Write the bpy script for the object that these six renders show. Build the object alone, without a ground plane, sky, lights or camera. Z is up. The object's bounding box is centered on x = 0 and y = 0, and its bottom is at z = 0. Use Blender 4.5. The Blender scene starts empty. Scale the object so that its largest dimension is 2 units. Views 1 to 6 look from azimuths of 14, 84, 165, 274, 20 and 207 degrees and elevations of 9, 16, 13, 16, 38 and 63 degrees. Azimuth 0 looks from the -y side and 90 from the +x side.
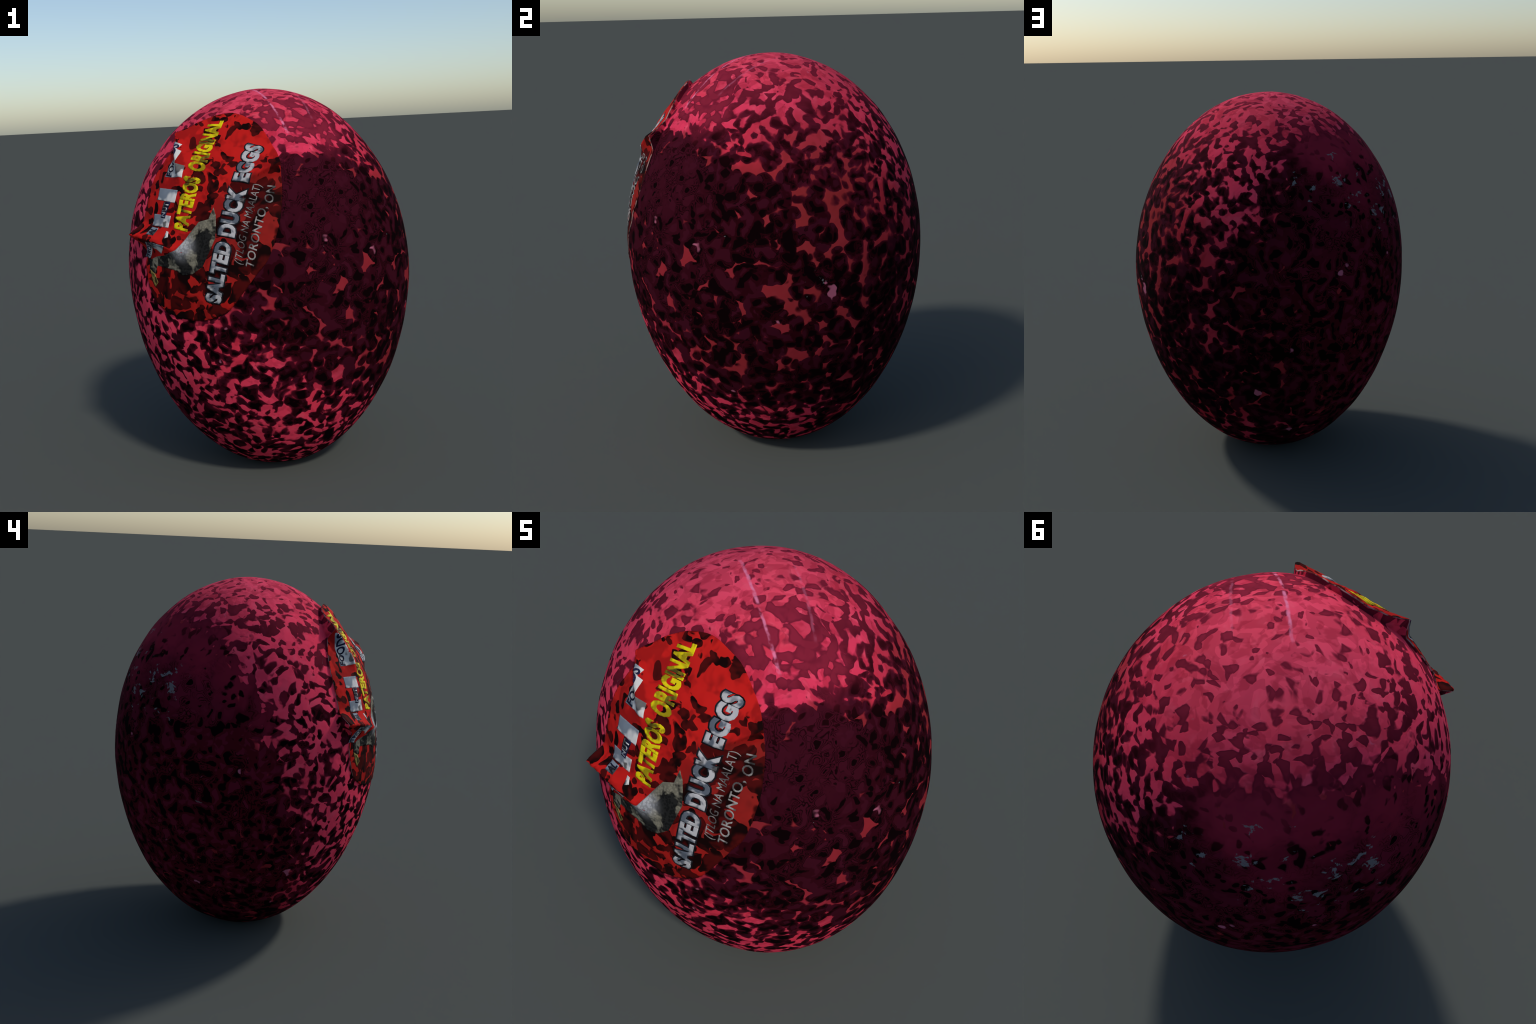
"""A red dyed salted duck egg standing on its small end, with a creased round paper label."""
import bpy, bmesh, math
from mathutils import Vector, noise

# ------------------------------------------------------------------ egg form
EGG_R, K1, K2, K3 = 0.7485, 0.0600, -0.0100, -0.0320      # profile coefficients
FOOT, HALF = -0.030, 1.015                                 # the small end is flattened where it stands
CENTRE = Vector((0.0, 0.0, 1.25))                          # label is mapped as seen from here


def egg_radius(z):
    c = max(-1.0, min(1.0, (z - FOOT) / HALF - 1.0))
    return EGG_R * math.sqrt(max(0.0, 1 - c * c)) * (1 + K1 * c + K2 * c * c + K3 * c ** 3)


def lean(z):
    """the blunt end leans slightly to -x"""
    t = max(0.0, min(1.0, (z - 0.9) / 0.8))
    t = t * t * (3 - 2 * t)
    u = max(0.0, min(1.0, (1.15 - z) / 0.9))
    return -0.010 * t + 0.003 * u, 0.003 * t + 0.004 * u


def egg_point(az, z, off=0.0):
    """az in degrees: 0 on -y, 90 on +x"""
    a = math.radians(az)
    r = egg_radius(z) + off
    lx, ly = lean(z)
    return Vector((lx + r * math.sin(a), ly - r * math.cos(a), z))


def waviness(p):
    n = p - Vector((0, 0, 1))
    return 0.0035 * noise.noise(n * 2.3 + Vector((3, 1, 7))) + 0.0022 * noise.noise(n * 7.0)


# ------------------------------------------------------------ node shorthand
class Nodes:
    def __init__(self, name):
        self.mat = bpy.data.materials.new(name)
        self.mat.use_nodes = True
        self.t = self.mat.node_tree
        self.t.nodes.clear()
        self.out = self.t.nodes.new("ShaderNodeOutputMaterial")
        tc = self.t.nodes.new("ShaderNodeTexCoord")
        self.obj = tc.outputs["Object"]

    def put(self, sock, v):
        if isinstance(v, bpy.types.NodeSocket):
            self.t.links.new(v, sock)
        elif v is not None:
            sock.default_value = v

    def m(self, op, a, b=None, c=None, clamp=False):
        n = self.t.nodes.new("ShaderNodeMath")
        n.operation = op
        n.use_clamp = clamp
        for i, v in enumerate((a, b, c)):
            self.put(n.inputs[i], v)
        return n.outputs[0]

    def v(self, op, a, b=None, scale=None):
        n = self.t.nodes.new("ShaderNodeVectorMath")
        n.operation = op
        self.put(n.inputs[0], a)
        if b is not None:
            self.put(n.inputs[1], b)
        if scale is not None:
            self.put(n.inputs["Scale"], scale)
        return n.outputs["Value"] if op in ("DISTANCE", "DOT_PRODUCT", "LENGTH") else n.outputs["Vector"]

    def noise(self, vec, scale, detail=2.0, rough=0.5, color=False, distortion=0.0):
        n = self.t.nodes.new("ShaderNodeTexNoise")
        self.put(n.inputs["Vector"], vec)
        n.inputs["Scale"].default_value = scale
        n.inputs["Detail"].default_value = detail
        n.inputs["Roughness"].default_value = rough
        n.inputs["Distortion"].default_value = distortion
        return n.outputs["Color" if color else "Fac"]

    def voronoi(self, vec, scale, feature="F1", out="Distance", metric="EUCLIDEAN", smooth=0.2):
        n = self.t.nodes.new("ShaderNodeTexVoronoi")
        n.feature = feature
        n.distance = metric
        self.put(n.inputs["Vector"], vec)
        n.inputs["Scale"].default_value = scale
        if feature == "SMOOTH_F1":
            n.inputs["Smoothness"].default_value = smooth
        return n.outputs[out]

    def step(self, x, lo, hi):
        n = self.t.nodes.new("ShaderNodeMapRange")
        n.interpolation_type = "SMOOTHSTEP"
        self.put(n.inputs["Value"], x)
        self.put(n.inputs["From Min"], lo)
        self.put(n.inputs["From Max"], hi)
        return n.outputs[0]

    def mix(self, f, a, b):
        n = self.t.nodes.new("ShaderNodeMix")
        n.data_type = "RGBA"
        self.put(n.inputs[0], f)
        self.put(n.inputs[6], a if isinstance(a, bpy.types.NodeSocket) else (*a, 1))
        self.put(n.inputs[7], b if isinstance(b, bpy.types.NodeSocket) else (*b, 1))
        return n.outputs[2]

    def warp(self, vec, scale, amount):
        d = self.v("SUBTRACT", self.noise(vec, scale, 1.0, color=True), (0.5, 0.5, 0.5))
        return self.v("ADD", vec, self.v("SCALE", d, scale=amount))

    def lobe(self, az, z, width, vec):
        """soft round region of the shell around (azimuth, height)"""
        d = self.v("DISTANCE", vec, tuple(egg_point(az, z)))
        q = self.m("DIVIDE", d, width)
        return self.m("EXPONENT", self.m("MULTIPLY", self.m("POWER", q, 3.5), -1.0))

    def coverage(self, f, median, spread):
        """threshold that leaves the share f of a bell-shaped pattern above it"""
        d = self.m("SUBTRACT", 0.5, f)
        cube = self.m("MULTIPLY", self.m("MULTIPLY", d, d), d)
        q = self.m("ADD", self.m("MULTIPLY", d, 2.4), self.m("MULTIPLY", cube, 6.2))
        return self.m("MULTIPLY_ADD", q, spread, median)

    def principled(self, color, rough=0.6, spec=0.3, height=None, bump=0.2, dist=0.01):
        b = self.t.nodes.new("ShaderNodeBsdfPrincipled")
        self.put(b.inputs["Base Color"], color if isinstance(color, bpy.types.NodeSocket) else (*color, 1))
        self.put(b.inputs["Roughness"], rough)
        self.put(b.inputs["Specular IOR Level"], spec)
        if height is not None:
            bm = self.t.nodes.new("ShaderNodeBump")
            bm.inputs["Strength"].default_value = bump
            bm.inputs["Distance"].default_value = dist
            self.put(bm.inputs["Height"], height)
            self.put(b.inputs["Normal"], bm.outputs[0])
        self.t.links.new(b.outputs[0], self.out.inputs[0])
        return self.mat


# ------------------------------------------------------------------ materials
PAT_MEDIAN, PAT_SPREAD = 0.445, 0.145      # distribution of the mottle pattern
# (azimuth, height, radius, coverage): crimson share, painting in scan lighting, later ones on top
BAKED_LIGHT_REGIONS = [
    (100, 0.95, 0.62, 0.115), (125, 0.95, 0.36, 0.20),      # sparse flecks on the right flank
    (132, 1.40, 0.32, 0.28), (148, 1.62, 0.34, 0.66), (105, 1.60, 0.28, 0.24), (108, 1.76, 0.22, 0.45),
    (345, 0.52, 0.46, 0.46), (10, 0.25, 0.42, 0.48), (40, 0.26, 0.30, 0.44), (90, 0.20, 0.30, 0.42), (150, 0.2, 0.25, 0.20),
    (318, 0.75, 0.32, 0.55), (322, 1.10, 0.25, 0.62),
    (310, 1.45, 0.40, 0.72), (285, 1.70, 0.25, 0.74), (300, 1.15, 0.22, 0.62),
    (0, 2.02, 0.66, 0.70), (0, 2.02, 0.44, 0.90),          # crown
    (50, 1.82, 0.20, 0.30), (30, 1.84, 0.16, 0.40), (78, 1.78, 0.20, 0.52),
    (28, 1.705, 0.085, 0.85), (42, 1.70, 0.085, 0.85), (56, 1.685, 0.085, 0.80), (70, 1.675, 0.085, 0.72),
    (207, 1.66, 0.14, 0.10), (235, 1.64, 0.16, 0.05), (255, 1.58, 0.16, 0.05),
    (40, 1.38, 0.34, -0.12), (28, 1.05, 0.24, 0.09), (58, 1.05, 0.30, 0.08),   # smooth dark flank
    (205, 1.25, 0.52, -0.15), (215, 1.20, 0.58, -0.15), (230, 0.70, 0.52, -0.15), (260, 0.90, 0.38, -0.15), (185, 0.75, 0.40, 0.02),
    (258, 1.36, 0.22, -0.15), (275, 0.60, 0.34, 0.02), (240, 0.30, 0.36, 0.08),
]
VEIL_REGIONS = [(0, 2.02, 0.52, 0.90), (30, 1.86, 0.22, 0.85), (48, 1.80, 0.17, 0.75), (320, 1.80, 0.36, 0.6), (200, 1.78, 0.2, 0.5)]
BAND_REGIONS = [(198, 1.70, 0.16, 1.0), (225, 1.70, 0.16, 1.0), (250, 1.66, 0.15, 1.0), (270, 1.55, 0.13, 0.9), (285, 1.38, 0.12, 0.7), (210, 1.55, 0.16, 0.5)]
PAINTED_SHADE_REGIONS = [(102, 1.45, 0.34, 0.9), (108, 1.05, 0.40, 0.8), (75, 0.75, 0.30, 0.5), (130, 1.25, 0.3, 0.5)]
PAINTED_LIT_REGIONS = [(308, 1.40, 0.42, 1.0), (318, 0.75, 0.40, 1.0), (295, 1.75, 0.34, 0.8), (150, 1.62, 0.30, 0.6), (20, 0.20, 0.45, 0.7), (350, 0.45, 0.4, 0.6)]
BACK_REGIONS = [(205, 1.10, 0.60, 0.6), (235, 0.60, 0.60, 1.0), (270, 1.00, 0.55, 1.0), (285, 0.45, 0.40, 1.0), (255, 1.45, 0.30, 1.0)]
PLUM_REGIONS = [(35, 1.50, 0.30, 1.0), (40, 1.15, 0.30, 0.6), (215, 1.62, 0.30, 1.0), (255, 1.55, 0.28, 1.0), (190, 1.40, 0.3, 0.7)]
DUST_REGIONS = [(205, 1.55, 0.20, 1.0), (221, 1.48, 0.18, 1.0), (241, 1.46, 0.16, 1.0), (183, 1.58, 0.12, 0.9),
                (98, 1.03, 0.08, 0.7), (258, 0.98, 0.10, 0.6), (260, 1.30, 0.10, 0.6)]


def shell_material():
    n = Nodes("dyed_eggshell")
    p = n.obj
    w = n.warp(n.warp(p, 6.0, 0.10), 17.0, 0.030)
    f1 = n.m("MAXIMUM", n.voronoi(w, 21.5), 0.16)                                          # dark cells with cusped gaps
    f2 = n.m("MAXIMUM", n.voronoi(n.v("ADD", w, (4.1, 2.7, 8.3)), 21.5), 0.16)             # bright cells likewise
    grain = n.noise(w, 14.5, 2.0)
    fine = n.noise(w, 36.0, 1.0)
    pat = n.m("ADD", n.m("MULTIPLY", n.m("SUBTRACT", f1, n.m("MULTIPLY", f2, 0.8)), 0.62), n.m("ADD", n.m("MULTIPLY", grain, 0.50), n.m("MULTIPLY", fine, 0.24)))
    soft = n.warp(n.warp(p, 8.0, 0.13), 20.0, 0.13)
    field = 0.12
    for az, z, rad, cover in BAKED_LIGHT_REGIONS:
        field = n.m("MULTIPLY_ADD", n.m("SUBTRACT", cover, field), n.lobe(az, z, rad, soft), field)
    limbs = n.m("ADD", n.m("MULTIPLY", n.voronoi(n.warp(p, 9.0, 0.05), 17.5), 0.84), n.m("MULTIPLY_ADD", grain, 0.32, -0.15))
    sparse = n.m("SUBTRACT", 1.0, n.step(field, 0.18, 0.42))
    pat = n.m("ADD", pat, n.m("MULTIPLY", sparse, n.m("SUBTRACT", limbs, pat)))
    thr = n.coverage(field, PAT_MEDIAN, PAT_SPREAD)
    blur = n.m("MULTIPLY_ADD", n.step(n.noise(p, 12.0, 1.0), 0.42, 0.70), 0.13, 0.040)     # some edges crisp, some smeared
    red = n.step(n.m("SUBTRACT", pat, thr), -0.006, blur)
    # dark ground: near-black cell cores, maroon, plum webbing
    w2 = n.warp(n.warp(p, 7.0, 0.10), 19.0, 0.03)
    g1 = n.voronoi(w2, 20.0)
    g2 = n.voronoi(n.v("ADD", w2, (7.7, 1.3, 5.1)), 20.0)
    web = n.m("ADD", n.m("MULTIPLY", n.m("SUBTRACT", g1, n.m("MULTIPLY", g2, 0.7)), 0.62), n.m("ADD", n.m("MULTIPLY", n.noise(w, 15.0, 2.0), 0.5), n.m("MULTIPLY", fine, 0.2)))
    plumness = 0.0
    for az, z, rad, k in PLUM_REGIONS:
        plumness = n.m("MAXIMUM", plumness, n.m("MULTIPLY", n.lobe(az, z, rad, soft), k))
    maroon = n.mix(n.noise(p, 5.0, 2.0), (0.016, 0.0010, 0.0020), (0.026, 0.0018, 0.006))
    plum = n.mix(n.noise(p, 4.0, 1.0), (0.034, 0.0028, 0.007), (0.042, 0.0045, 0.013))
    back = 0.0
    for az, z, rad, k in BACK_REGIONS:
        back = n.m("MAXIMUM", back, n.m("MULTIPLY", n.lobe(az, z, rad, soft), k))
    maroon = n.mix(back, maroon, n.mix(n.noise(p, 6.0, 2.0), (0.058, 0.0028, 0.007), (0.080, 0.005, 0.013)))
    plum = n.mix(back, plum, (0.110, 0.008, 0.022))
    maroon = n.mix(n.m("MULTIPLY", plumness, 0.8), maroon, plum)
    black = (0.0035, 0.0006, 0.0012)
    dark = n.mix(n.step(n.m("ADD", n.m("MULTIPLY", n.m("MAXIMUM", plumness, n.m("MULTIPLY", back, 0.45)), 0.15), web), 0.37, 0.43), black, maroon)
    dark = n.mix(n.step(web, 0.52, 0.57), dark, plum)
    crease = 0.0                                             # ink-dark outlines round the webbing
    for level in (0.36, 0.46, 0.57):
        line = n.m("SUBTRACT", 1.0, n.step(n.m("ABSOLUTE", n.m("SUBTRACT", web, level)), 0.008, 0.030))
        crease = n.m("MAXIMUM", crease, line)
    crease = n.m("MULTIPLY", crease, n.step(n.noise(p, 9.0, 1.0), 0.42, 0.54))
    dark = n.mix(n.m("MULTIPLY", crease, 0.9), dark, black)
    band = 0.0
    for az, z, rad, k in BAND_REGIONS:
        band = n.m("MAXIMUM", band, n.m("MULTIPLY", n.lobe(az, z, rad, soft), k))
    dark = n.mix(n.m("MULTIPLY", band, n.step(web, 0.26, 0.36)), dark, n.mix(n.noise(p, 7.0, 2.0), (0.15, 0.009, 0.020), (0.22, 0.013, 0.036)))
    veil = 0.0
    for az, z, rad, k in VEIL_REGIONS:
        veil = n.m("MAXIMUM", veil, n.m("MULTIPLY", n.lobe(az, z, rad, soft), k))
    dark = n.mix(veil, dark, (0.26, 0.018, 0.042))
    crimson = n.mix(n.step(n.noise(p, 3.2, 2.0), 0.35, 0.65), (0.52, 0.023, 0.045), (0.64, 0.038, 0.092))
    painted_lit = 0.0
    for az, z, rad, k in PAINTED_LIT_REGIONS:
        painted_lit = n.m("MAXIMUM", painted_lit, n.m("MULTIPLY", n.lobe(az, z, rad, soft), k))
    dull = 0.0
    for az, z, rad, k in PAINTED_SHADE_REGIONS:
        dull = n.m("MAXIMUM", dull, n.m("MULTIPLY", n.lobe(az, z, rad, soft), k))
    crimson = n.mix(painted_lit, crimson, (0.92, 0.060, 0.122))  # crimson brightened with the light caught in the scan
    crimson = n.mix(n.m("MULTIPLY", n.lobe(300, 2.0, 0.42, soft), 0.6), crimson, (0.78, 0.082, 0.145))
    crimson = n.mix(n.m("MULTIPLY", n.step(n.noise(w, 20.0, 3.0), 0.5, 0.75), 0.35), crimson, (0.76, 0.11, 0.17))
    crimson = n.mix(n.m("MULTIPLY", n.step(n.noise(w2, 19.0, 2.0), 0.50, 0.60), n.m("MULTIPLY_ADD", painted_lit, -0.35, 0.45)), crimson, (0.28, 0.011, 0.028))
    mosaic = n.m("MULTIPLY", n.lobe(40, 1.98, 0.5, soft), n.step(n.voronoi(w, 26.0, out="Color"), 0.45, 0.55))
    crimson = n.mix(n.m("MULTIPLY", mosaic, 0.35), crimson, (0.26, 0.012, 0.030))
    crimson = n.mix(n.m("SUBTRACT", 1.0, n.step(field, 0.02, 0.36)), crimson, (0.20, 0.016, 0.022))     # sparse flecks darkened for baked-in shading
    crimson = n.mix(dull, crimson, (0.22, 0.020, 0.022))  # right-flank crimson dimmed to carry the scan's shade in its colour
    halo = n.step(n.m("SUBTRACT", pat, thr), -0.15, 0.0)                                   # dusky smear round each fleck
    dark = n.mix(n.m("MULTIPLY", halo, n.m("MULTIPLY", n.step(field, 0.05, 0.35), 0.55)), dark, (0.11, 0.007, 0.020))
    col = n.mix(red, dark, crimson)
    # two pale scratches over the crown
    for (a0, z0), (a1, z1), k in (((303, 1.997), (29, 1.76), 0.8), ((99, 1.98), (50, 1.83), 0.2)):
        A, B = egg_point(a0, z0), egg_point(a1, z1)
        nrm = (A - CENTRE).cross(B - CENTRE).normalized()
        mid = (A + B) / 2
        d = n.m("ABSOLUTE", n.v("DOT_PRODUCT", n.v("SUBTRACT", n.warp(p, 22.0, 0.012), tuple(mid)), tuple(nrm)))
        line = n.m("SUBTRACT", 1.0, n.step(d, 0.002, 0.009))
        span = n.m("SUBTRACT", 1.0, n.step(n.v("DISTANCE", p, tuple(mid)), (A - B).length * 0.44, (A - B).length * 0.54))
        f = n.m("MULTIPLY", n.m("MULTIPLY", line, span), n.m("MULTIPLY", n.step(n.noise(p, 28.0, 2.0), 0.32, 0.62), k))
        col = n.mix(f, col, (0.70, 0.20, 0.34))
    # grey salt dust
    dust = 0.0
    for az, z, rad, wt in DUST_REGIONS:
        dust = n.m("MAXIMUM", dust, n.m("MULTIPLY", n.lobe(az, z, rad, p), wt))
    flake = n.noise(n.v("MULTIPLY", n.warp(p, 20.0, 0.05), (1.0, 1.0, 1.7)), 13.0, 4.0, 0.65)
    dustm = n.step(n.m("ADD", flake, n.m("MULTIPLY", dust, 0.17)), 0.735, 0.78)
    col = n.mix(n.m("MULTIPLY", dustm, 0.8), col, (0.15, 0.155, 0.165))
    # sparse pale nicks
    nick = n.step(n.noise(n.warp(p, 20.0, 0.05), 9.0, 2.0), 0.735, 0.77)
    col = n.mix(n.m("MULTIPLY", nick, 0.6), col, (0.60, 0.16, 0.26))
    h = n.m("ADD", n.m("MULTIPLY", red, 0.6), n.m("MULTIPLY", web, 0.5))
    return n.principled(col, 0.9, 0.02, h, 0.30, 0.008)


# (azimuth, height, radius, coverage): bright printed red against dark smudges on the label
LABEL_REGIONS = [(-25, 1.72, 0.42, 0.72), (-40, 1.5, 0.22, 0.66), (-25, 1.30, 0.16, 0.75), (-20, 1.0, 0.26, 0.36),
                 (12, 1.30, 0.34, 0.22), (16, 1.52, 0.16, 0.10), (12, 1.70, 0.14, 0.92)]


def label_material():
    n = Nodes("printed_red_paper")
    p = n.obj
    w = n.warp(n.warp(p, 7.0, 0.09), 19.0, 0.034)
    f1 = n.m("MAXIMUM", n.voronoi(w, 19.0), 0.28)
    pat = n.m("ADD", n.m("MULTIPLY", f1, 0.60), n.m("ADD", n.m("MULTIPLY", n.noise(w, 12.0, 2.0), 0.70), n.m("MULTIPLY", n.noise(w, 28.0, 1.0), 0.30)))
    soft = n.warp(p, 9.0, 0.08)
    field = 0.50
    for az, z, rad, cover in LABEL_REGIONS:
        field = n.m("MULTIPLY_ADD", n.m("SUBTRACT", cover, field), n.lobe(az, z, rad, soft), field)
    thr = n.coverage(field, 0.80, 0.12)
    red = n.mix(n.noise(p, 6.0, 2.0), (0.42, 0.007, 0.007), (0.54, 0.016, 0.012))
    red = n.mix(n.m("MULTIPLY", n.step(n.noise(w, 14.0, 2.0), 0.48, 0.62), 0.7), red, (0.22, 0.006, 0.006))
    red = n.mix(n.m("MULTIPLY", n.m("SUBTRACT", 1.0, n.step(field, 0.15, 0.5)), 0.75), red, (0.12, 0.012, 0.010))
    deep = n.mix(n.step(n.noise(w, 15.0, 2.0), 0.40, 0.6), (0.006, 0.001, 0.001), (0.060, 0.003, 0.003))
    col = n.mix(n.step(n.m("SUBTRACT", pat, thr), -0.006, 0.03), deep, red)
    return n.principled(col, 0.8, 0.05, n.noise(p, 30.0, 3.0), 0.15, 0.004)


def ink_material(name, a, b, scale=24.0, rough=0.5):
    """printing ink, worn and mottled between two tones"""
    n = Nodes(name)
    w = n.warp(n.obj, 14.0, 0.04)
    f = n.step(n.noise(w, scale, 2.0), 0.42, 0.56)
    col = n.mix(f, a, b)
    smudge = n.step(n.noise(w, 13.0, 2.0), 0.60, 0.66)
    col = n.mix(n.m("MULTIPLY", smudge, 0.8), col, (0.012, 0.010, 0.010))
    return n.principled(col, rough, 0.06)


def duck_material():
    n = Nodes("halftone_print")
    p = n.obj
    w = n.warp(p, 12.0, 0.05)
    tone = n.noise(w, 10.0, 3.0, 0.6)
    col = n.mix(n.step(tone, 0.46, 0.54), (0.008, 0.008, 0.008), (0.19, 0.175, 0.13))
    col = n.mix(n.m("MULTIPLY", n.lobe(-19, 1.27, 0.06, p), 0.8), col, (0.45, 0.45, 0.47))
    dots = n.step(n.voronoi(p, 95.0), 0.40, 0.62)
    col = n.mix(n.m("MULTIPLY", dots, 0.35), col, (0.03, 0.03, 0.028))
    return n.principled(col, 0.8, 0.05)


MAT_SHELL = shell_material()
MAT_LABEL = label_material()
MAT_PAPER = ink_material("bare_paper_edge", (0.16, 0.02, 0.02), (0.42, 0.25, 0.23))
MAT_BLACK = ink_material("black_ink", (0.006, 0.006, 0.008), (0.012, 0.013, 0.018))
MAT_SILVER = ink_material("silver_grey_ink", (0.09, 0.105, 0.13), (0.42, 0.41, 0.42), 18.0)
MAT_YELLOW = ink_material("yellow_ink", (0.30, 0.23, 0.005), (0.70, 0.56, 0.006), 20.0)
MAT_WHITE = ink_material("white_ink", (0.18, 0.21, 0.25), (0.62, 0.60, 0.58), 12.0)
MAT_NAVY = ink_material("navy_ink", (0.006, 0.006, 0.020), (0.014, 0.014, 0.045))
MAT_GREY = ink_material("thin_grey_ink", (0.08, 0.07, 0.07), (0.28, 0.26, 0.25), 20.0)
MAT_DUCK = duck_material()
MAT_BEAK = ink_material("ochre_ink", (0.03, 0.025, 0.01), (0.30, 0.22, 0.06))


# ------------------------------------------------------------- object helpers
def make_object(name, bm, mats, parent, smooth=True):
    me = bpy.data.meshes.new(name)
    bmesh.ops.recalc_face_normals(bm, faces=bm.faces)
    bm.to_mesh(me)
    bm.free()
    for m in mats:
        me.materials.append(m)
    if smooth:
        me.shade_smooth()
    ob = bpy.data.objects.new(name, me)
    bpy.context.scene.collection.objects.link(ob)
    ob.parent = parent
    return ob


egg = bpy.data.objects.new("salted_duck_egg", None)
bpy.context.scene.collection.objects.link(egg)
egg["label"] = "dark red mottled dyed egg with creased red paper label"
egg["category"] = "egg"


# ------------------------------------------------------------------ eggshell
def build_shell():
    bm = bmesh.new()
    rings, segs = 220, 320
    rows = []
    for i in range(1, rings):
        z = FOOT + HALF * (1.0 + math.cos(math.pi * i / rings))
        row = []
        for j in range(segs):
            p = egg_point(360.0 * j / segs, z)
            d = (p - Vector((0, 0, 1))).normalized()
            row.append(bm.verts.new(p + d * waviness(p)))
        rows.append(row)
    top, bot = bm.verts.new(egg_point(0, FOOT + 2 * HALF)), bm.verts.new((0, 0, FOOT))
    for a, b in zip(rows, rows[1:]):
        for j in range(segs):
            k = (j + 1) % segs
            bm.faces.new((a[j], b[j], b[k], a[k]))
    for j in range(segs):
        k = (j + 1) % segs
        bm.faces.new((top, rows[0][j], rows[0][k]))
        bm.faces.new((bot, rows[-1][k], rows[-1][j]))
    for v in bm.verts:
        v.co.z = max(0.002 * (v.co.z - FOOT), v.co.z)
    return make_object("eggshell", bm, [MAT_SHELL], egg)


shell = build_shell()

# --------------------------------------------------------- label surface map
AZ0, EL0 = math.radians(-13), math.radians(18)
LN = Vector((math.sin(AZ0) * math.cos(EL0), -math.cos(AZ0) * math.cos(EL0), math.sin(EL0)))
LT = Vector((0, 0, 1)).cross(LN).normalized()
LB = LN.cross(LT)

# (s, t, lift) along the crest of each fold
FOLD_LOWER = [(-0.538, -0.196, 0.078), (-0.412, -0.227, 0.056), (-0.247, -0.272, 0.040), (-0.113, -0.316, 0.024), (0.02, -0.34, 0.0)]
FOLD_CORNER = [(-0.292, 0.480, 0.058), (-0.285, 0.430, 0.052), (-0.260, 0.33, 0.044), (-0.215, 0.22, 0.030), (-0.16, 0.10, 0.0)]
FOLD_RIGHT = [(0.482, 0.280, 0.052), (0.330, 0.182, 0.034), (0.20, 0.10, 0.0)]


def crest(s, t, pts):
    """distance to the crest, lift there, and the side on which (s, t) lies"""
    best = (9, 0, 1)
    for (a, b, h0), (c, d, h1) in zip(pts, pts[1:]):
        dx, dy = c - a, d - b
        k = max(0.0, min(1.0, ((s - a) * dx + (t - b) * dy) / (dx * dx + dy * dy)))
        dist = math.hypot(s - a - k * dx, t - b - k * dy)
        if dist < best[0]:
            best = (dist, h0 + (h1 - h0) * k, 1 if dx * (t - b) - dy * (s - a) > 0 else -1)
    return best


def tent(d, w):
    x = max(0.0, 1 - d / w)
    return x * (0.55 * x + 0.45)


def lift(s, t):
    h = 0.0045
    d, a, side = crest(s, t, FOLD_LOWER)
    h += a * tent(d, 0.095 if side > 0 else 0.11)
    d, a, side = crest(s, t, FOLD_CORNER)
    h += a * tent(d, 0.22 if side > 0 else 0.06)
    d, a, side = crest(s, t, FOLD_RIGHT)
    h += a * tent(d, 0.07 if side > 0 else 0.17)
    q = Vector((s * 9, t * 9, 4))
    h += 0.0045 * abs(noise.noise(q)) + 0.002 * noise.noise(q * 2.5)
    # upper rim stands a little off the shell
    h += 0.019 * max(0.0, min(1.0, (math.hypot(s, t) - 0.42) / 0.24)) ** 2 * max(0.0, min(1.0, t / 0.25))
    return max(0.003, h)


def label_point(s, t, extra=0.0):
    a = math.hypot(s, t)
    if a < 1e-6:
        d = LN.copy()
    else:
        d = LN * math.cos(a) + (LT * (s / a) + LB * (t / a)) * math.sin(a)
    lo, hi = 0.3, 1.1
    for _ in range(26):
        k = (lo + hi) / 2
        p = CENTRE + d * k
        lx, ly = lean(p.z)
        if p.z < 2 and math.hypot(p.x - lx, p.y - ly) < egg_radius(p.z):
            lo = k
        else:
            hi = k
    return CENTRE + d * (lo + waviness(CENTRE + d * lo) + lift(s, t) + extra)


# outline control points in label angles, clockwise from the notch at the lifted corner
OUTLINE = [(-0.284, 0.455), (-0.335, 0.430), (-0.401, 0.365), (-0.470, 0.260), (-0.508, 0.151), (-0.528, 0.0), (-0.535, -0.08), (-0.545, -0.155),
           (-0.542, -0.212), (-0.490, -0.256), (-0.451, -0.307), (-0.470, -0.390), (-0.454, -0.489), (-0.400, -0.605), (-0.300, -0.677),
           (-0.123, -0.722), (0.053, -0.717), (0.194, -0.667), (0.303, -0.558), (0.402, -0.435), (0.474, -0.340),
           (0.525, -0.176), (0.545, -0.033), (0.530, 0.164), (0.478, 0.335), (0.429, 0.427), (0.316, 0.566),
           (0.223, 0.627), (0.093, 0.681), (-0.042, 0.674), (-0.150, 0.630), (-0.230, 0.560), (-0.292, 0.484)]


def inside(s, t, poly):
    r = False
    for (a, b), (c, d) in zip(poly, poly[1:] + poly[:1]):
        if (b > t) != (d > t) and s < (c - a) * (t - b) / (d - b) + a:
            r = not r
    return r


def refine_outline(pts, step):
    """Catmull-Rom resampling, with sharp corners kept at the fold tips"""
    out, n = [], len(pts)
    for i in range(n):
        p0, p1, p2, p3 = (pts[(i + k) % n] for k in (-1, 0, 1, 2))
        m = max(1, int(math.dist(p1, p2) / step))
        for j in range(m):
            u = j / m
            out.append(tuple(0.5 * (2 * p1[k] + (p2[k] - p0[k]) * u + (2 * p0[k] - 5 * p1[k] + 4 * p2[k] - p3[k]) * u * u
                                    + (3 * p1[k] - p0[k] - 3 * p2[k] + p3[k]) * u ** 3) for k in (0, 1)))
    return out


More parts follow.
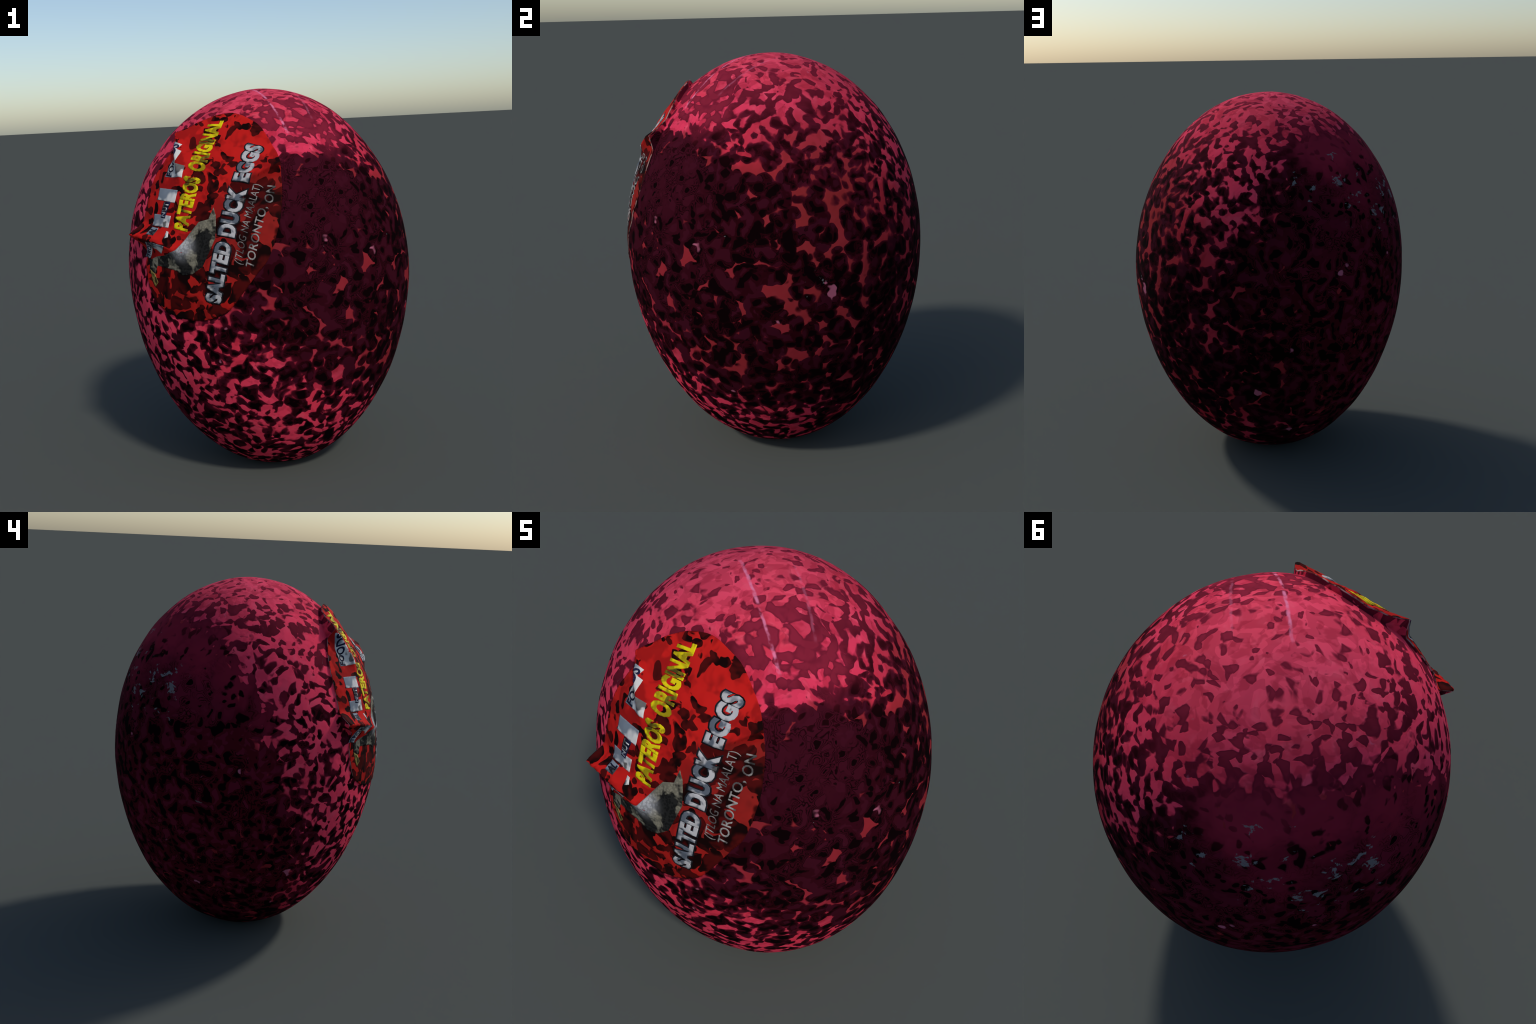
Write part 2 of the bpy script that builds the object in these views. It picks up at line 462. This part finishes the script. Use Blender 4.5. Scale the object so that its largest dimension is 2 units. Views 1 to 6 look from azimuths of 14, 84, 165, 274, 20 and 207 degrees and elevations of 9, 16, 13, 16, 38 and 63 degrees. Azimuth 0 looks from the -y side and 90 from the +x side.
def flat_patch(poly, cell):
    """triangulated flat polygon, finely cut along a grid so that it can be draped"""
    bm = bmesh.new()
    bm.faces.new([bm.verts.new((x, y, 0)) for x, y in poly])
    cut_grid(bm, cell)
    return bm


def cut_grid(bm, cell):
    xs = [v.co.x for v in bm.verts]
    ys = [v.co.y for v in bm.verts]
    for axis, lo, hi in ((0, min(xs), max(xs)), (1, min(ys), max(ys))):
        k = math.floor(lo / cell) + 1
        while k * cell < hi:
            co, no = [0, 0, 0], [0, 0, 0]
            co[axis], no[axis] = k * cell + 1e-5, 1
            bmesh.ops.bisect_plane(bm, geom=bm.verts[:] + bm.edges[:] + bm.faces[:], dist=1e-7, plane_co=co, plane_no=no)
            k += 1
    bmesh.ops.triangulate(bm, faces=bm.faces)


def drape(bm, extra, thick, skirt=False):
    """lay a flat sheet over the label surface and give it thickness"""
    lifts = {}
    for v in bm.verts:
        h = lift(v.co.x, v.co.y)
        v.co = label_point(v.co.x, v.co.y, extra)
        lifts[v.co.to_tuple(5)] = h
    bmesh.ops.recalc_face_normals(bm, faces=bm.faces)
    if sum((f.normal.dot(LN) for f in bm.faces)) < 0:
        bmesh.ops.reverse_faces(bm, faces=bm.faces)
    if thick:
        rim = [e for e in bm.edges if e.is_boundary]
        for index in ((1, 2) if skirt else (1,)):           # cut edge of the paper, then glue and shadow gap down to the shell
            res = bmesh.ops.extrude_edge_only(bm, edges=rim)
            for v in [g for g in res["geom"] if isinstance(g, bmesh.types.BMVert)]:
                key = v.co.to_tuple(5)
                h = lifts.get(key, 0.0)
                drop = thick if index == 1 else max(0.0, h - thick) + 0.004
                v.co -= (v.co - CENTRE).normalized() * drop
                lifts[v.co.to_tuple(5)] = h
            for f in [g for g in res["geom"] if isinstance(g, bmesh.types.BMFace)]:
                f.material_index = index
            rim = [g for g in res["geom"] if isinstance(g, bmesh.types.BMEdge) and g.is_boundary]


def build_label():
    bm = flat_patch(refine_outline(OUTLINE, 0.012), 0.011)
    drape(bm, 0.0, 0.005, skirt=True)
    return make_object("paper_label", bm, [MAT_LABEL, MAT_PAPER, MAT_SHELL], egg)


label = build_label()


# ------------------------------------------------------------------- print
def text_mesh(body, offset):
    cu = bpy.data.curves.new("lettering", "FONT")
    cu.body = body
    cu.offset = offset
    cu.resolution_u = 3
    cu.space_character = 1.04
    cu.fill_mode = "FRONT"
    ob = bpy.data.objects.new("lettering", cu)
    me = ob.to_mesh()
    bm = bmesh.new()
    bm.from_mesh(me)
    ob.to_mesh_clear()
    bpy.data.objects.remove(ob)
    bpy.data.curves.remove(cu)
    return bm


def lettering(body, quad, mat, name="lettering", bold=0.0, outline=0.0, extra=0.0016, slant=0.0):
    """quad: top-start, base-start, base-end, top-end in label angles; reads from start to end"""
    ref = text_mesh(body, bold)
    xs = [v.co.x for v in ref.verts]
    ys = [v.co.y for v in ref.verts]
    x0, x1, y0, y1 = min(xs), max(xs), min(ys), max(ys)
    ref.free()
    jobs = [(bold, mat, name, extra)]
    if outline:
        jobs.append((outline, MAT_BLACK, "letter_outline", extra * 0.5))
    for off, m, nm, ex in jobs:
        bm = text_mesh(body, off)
        ts, bs, be, te = (Vector(q) for q in quad)
        for v in bm.verts:
            u, w = (v.co.x - x0) / (x1 - x0), (v.co.y - y0) / (y1 - y0)
            u += slant * w / max(1, len(body))
            q = (bs * (1 - u) + be * u) * (1 - w) + (ts * (1 - u) + te * u) * w
            v.co = (q.x, q.y, 0)
        bmesh.ops.remove_doubles(bm, verts=bm.verts, dist=1e-6)
        cut_grid(bm, 0.012)
        drape(bm, ex, ex * 0.8)
        make_object(nm, bm, [m, m], label)


def printed_shape(name, poly, mat, extra=0.0010):
    bm = flat_patch(poly, 0.012)
    drape(bm, extra, extra * 0.8)
    return make_object(name, bm, [mat, mat], label)


BIG = dict(bold=0.055, outline=0.12, extra=0.0024)
lettering("SALTED", [(0.054, -0.607), (0.158, -0.623), (0.244, -0.262), (0.138, -0.238)], MAT_SILVER, **BIG)
lettering("DUCK", [(0.143, -0.205), (0.258, -0.222), (0.313, 0.098), (0.191, 0.115)], MAT_SILVER, **BIG)
lettering("EGGS", [(0.203, 0.155), (0.315, 0.142), (0.370, 0.420), (0.244, 0.446)], MAT_SILVER, **BIG)
lettering("PATEROS", [(-0.192, -0.168), (-0.077, -0.193), (-0.020, 0.167), (-0.156, 0.190)], MAT_YELLOW, bold=0.055)
lettering("ORIGINAL", [(-0.145, 0.230), (-0.011, 0.208), (0.024, 0.617), (-0.098, 0.620)], MAT_YELLOW, bold=0.055)
lettering("(ITLOG NA MAALAT)", [(0.255, -0.373), (0.316, -0.393), (0.415, 0.135), (0.346, 0.140)], MAT_GREY, slant=0.25)
lettering("TORONTO,", [(0.327, -0.392), (0.387, -0.413), (0.464, -0.010), (0.400, 0.005)], MAT_GREY, bold=0.012)
lettering("ON", [(0.425, 0.030), (0.487, 0.017), (0.493, 0.144), (0.437, 0.144)], MAT_GREY, bold=0.012)

# white block letters of the banner with small navy words across them
printed_shape("white_block", [(-0.225, 0.410), (-0.250, 0.370), (-0.215, 0.360), (-0.245, 0.270), (-0.165, 0.255), (-0.170, 0.172), (-0.362, 0.203), (-0.295, 0.428)], MAT_WHITE)
printed_shape("white_block", [(-0.390, 0.122), (-0.205, 0.092), (-0.214, 0.003), (-0.394, 0.038)], MAT_WHITE)
printed_shape("white_block", [(-0.405, -0.062), (-0.232, -0.085), (-0.245, -0.165), (-0.410, -0.141)], MAT_WHITE)
printed_shape("white_block", [(-0.412, -0.200), (-0.347, -0.211), (-0.338, -0.165), (-0.405, -0.152)], MAT_WHITE)
printed_shape("white_block", [(-0.345, -0.250), (-0.225, -0.278), (-0.283, -0.330), (-0.310, -0.300), (-0.345, -0.290)], MAT_WHITE)
printed_shape("white_block", [(-0.478, -0.350), (-0.418, -0.362), (-0.330, -0.262), (-0.395, -0.248)], MAT_WHITE)
printed_shape("white_block", [(-0.255, -0.185), (-0.235, -0.190), (-0.225, -0.225), (-0.250, -0.232)], MAT_WHITE)
printed_shape("navy_band", [(-0.330, -0.092), (-0.285, -0.100), (-0.250, 0.010), (-0.320, 0.020)], MAT_NAVY, 0.0014)
SMALL = dict(bold=0.03, extra=0.0020)
lettering("FOODS", [(-0.352, 0.210), (-0.295, 0.195), (-0.235, 0.400), (-0.290, 0.418)], MAT_NAVY, **SMALL)
lettering("NUT", [(-0.325, -0.085), (-0.292, -0.092), (-0.260, 0.005), (-0.315, 0.012)], MAT_WHITE, **SMALL)
lettering("AL", [(-0.404, -0.196), (-0.350, -0.207), (-0.345, -0.169), (-0.400, -0.158)], MAT_NAVY, **SMALL)
lettering("TROP", [(-0.468, -0.346), (-0.425, -0.355), (-0.342, -0.264), (-0.388, -0.252)], MAT_NAVY, **SMALL)

printed_shape("duck_picture", [(-0.424, -0.375), (-0.340, -0.350), (-0.251, -0.340), (-0.140, -0.303), (-0.065, -0.209), (0.003, -0.127), (0.073, -0.108),
                               (0.099, -0.030), (0.120, -0.080), (0.128, -0.151), (0.128, -0.230), (0.088, -0.319), (0.045, -0.406), (-0.028, -0.451),
                               (-0.105, -0.463), (-0.162, -0.435), (-0.250, -0.420), (-0.335, -0.409), (-0.368, -0.464), (-0.424, -0.430)], MAT_DUCK)
printed_shape("duck_bill", [(-0.420, -0.432), (-0.367, -0.462), (-0.332, -0.516), (-0.366, -0.545), (-0.394, -0.502)], MAT_BEAK)
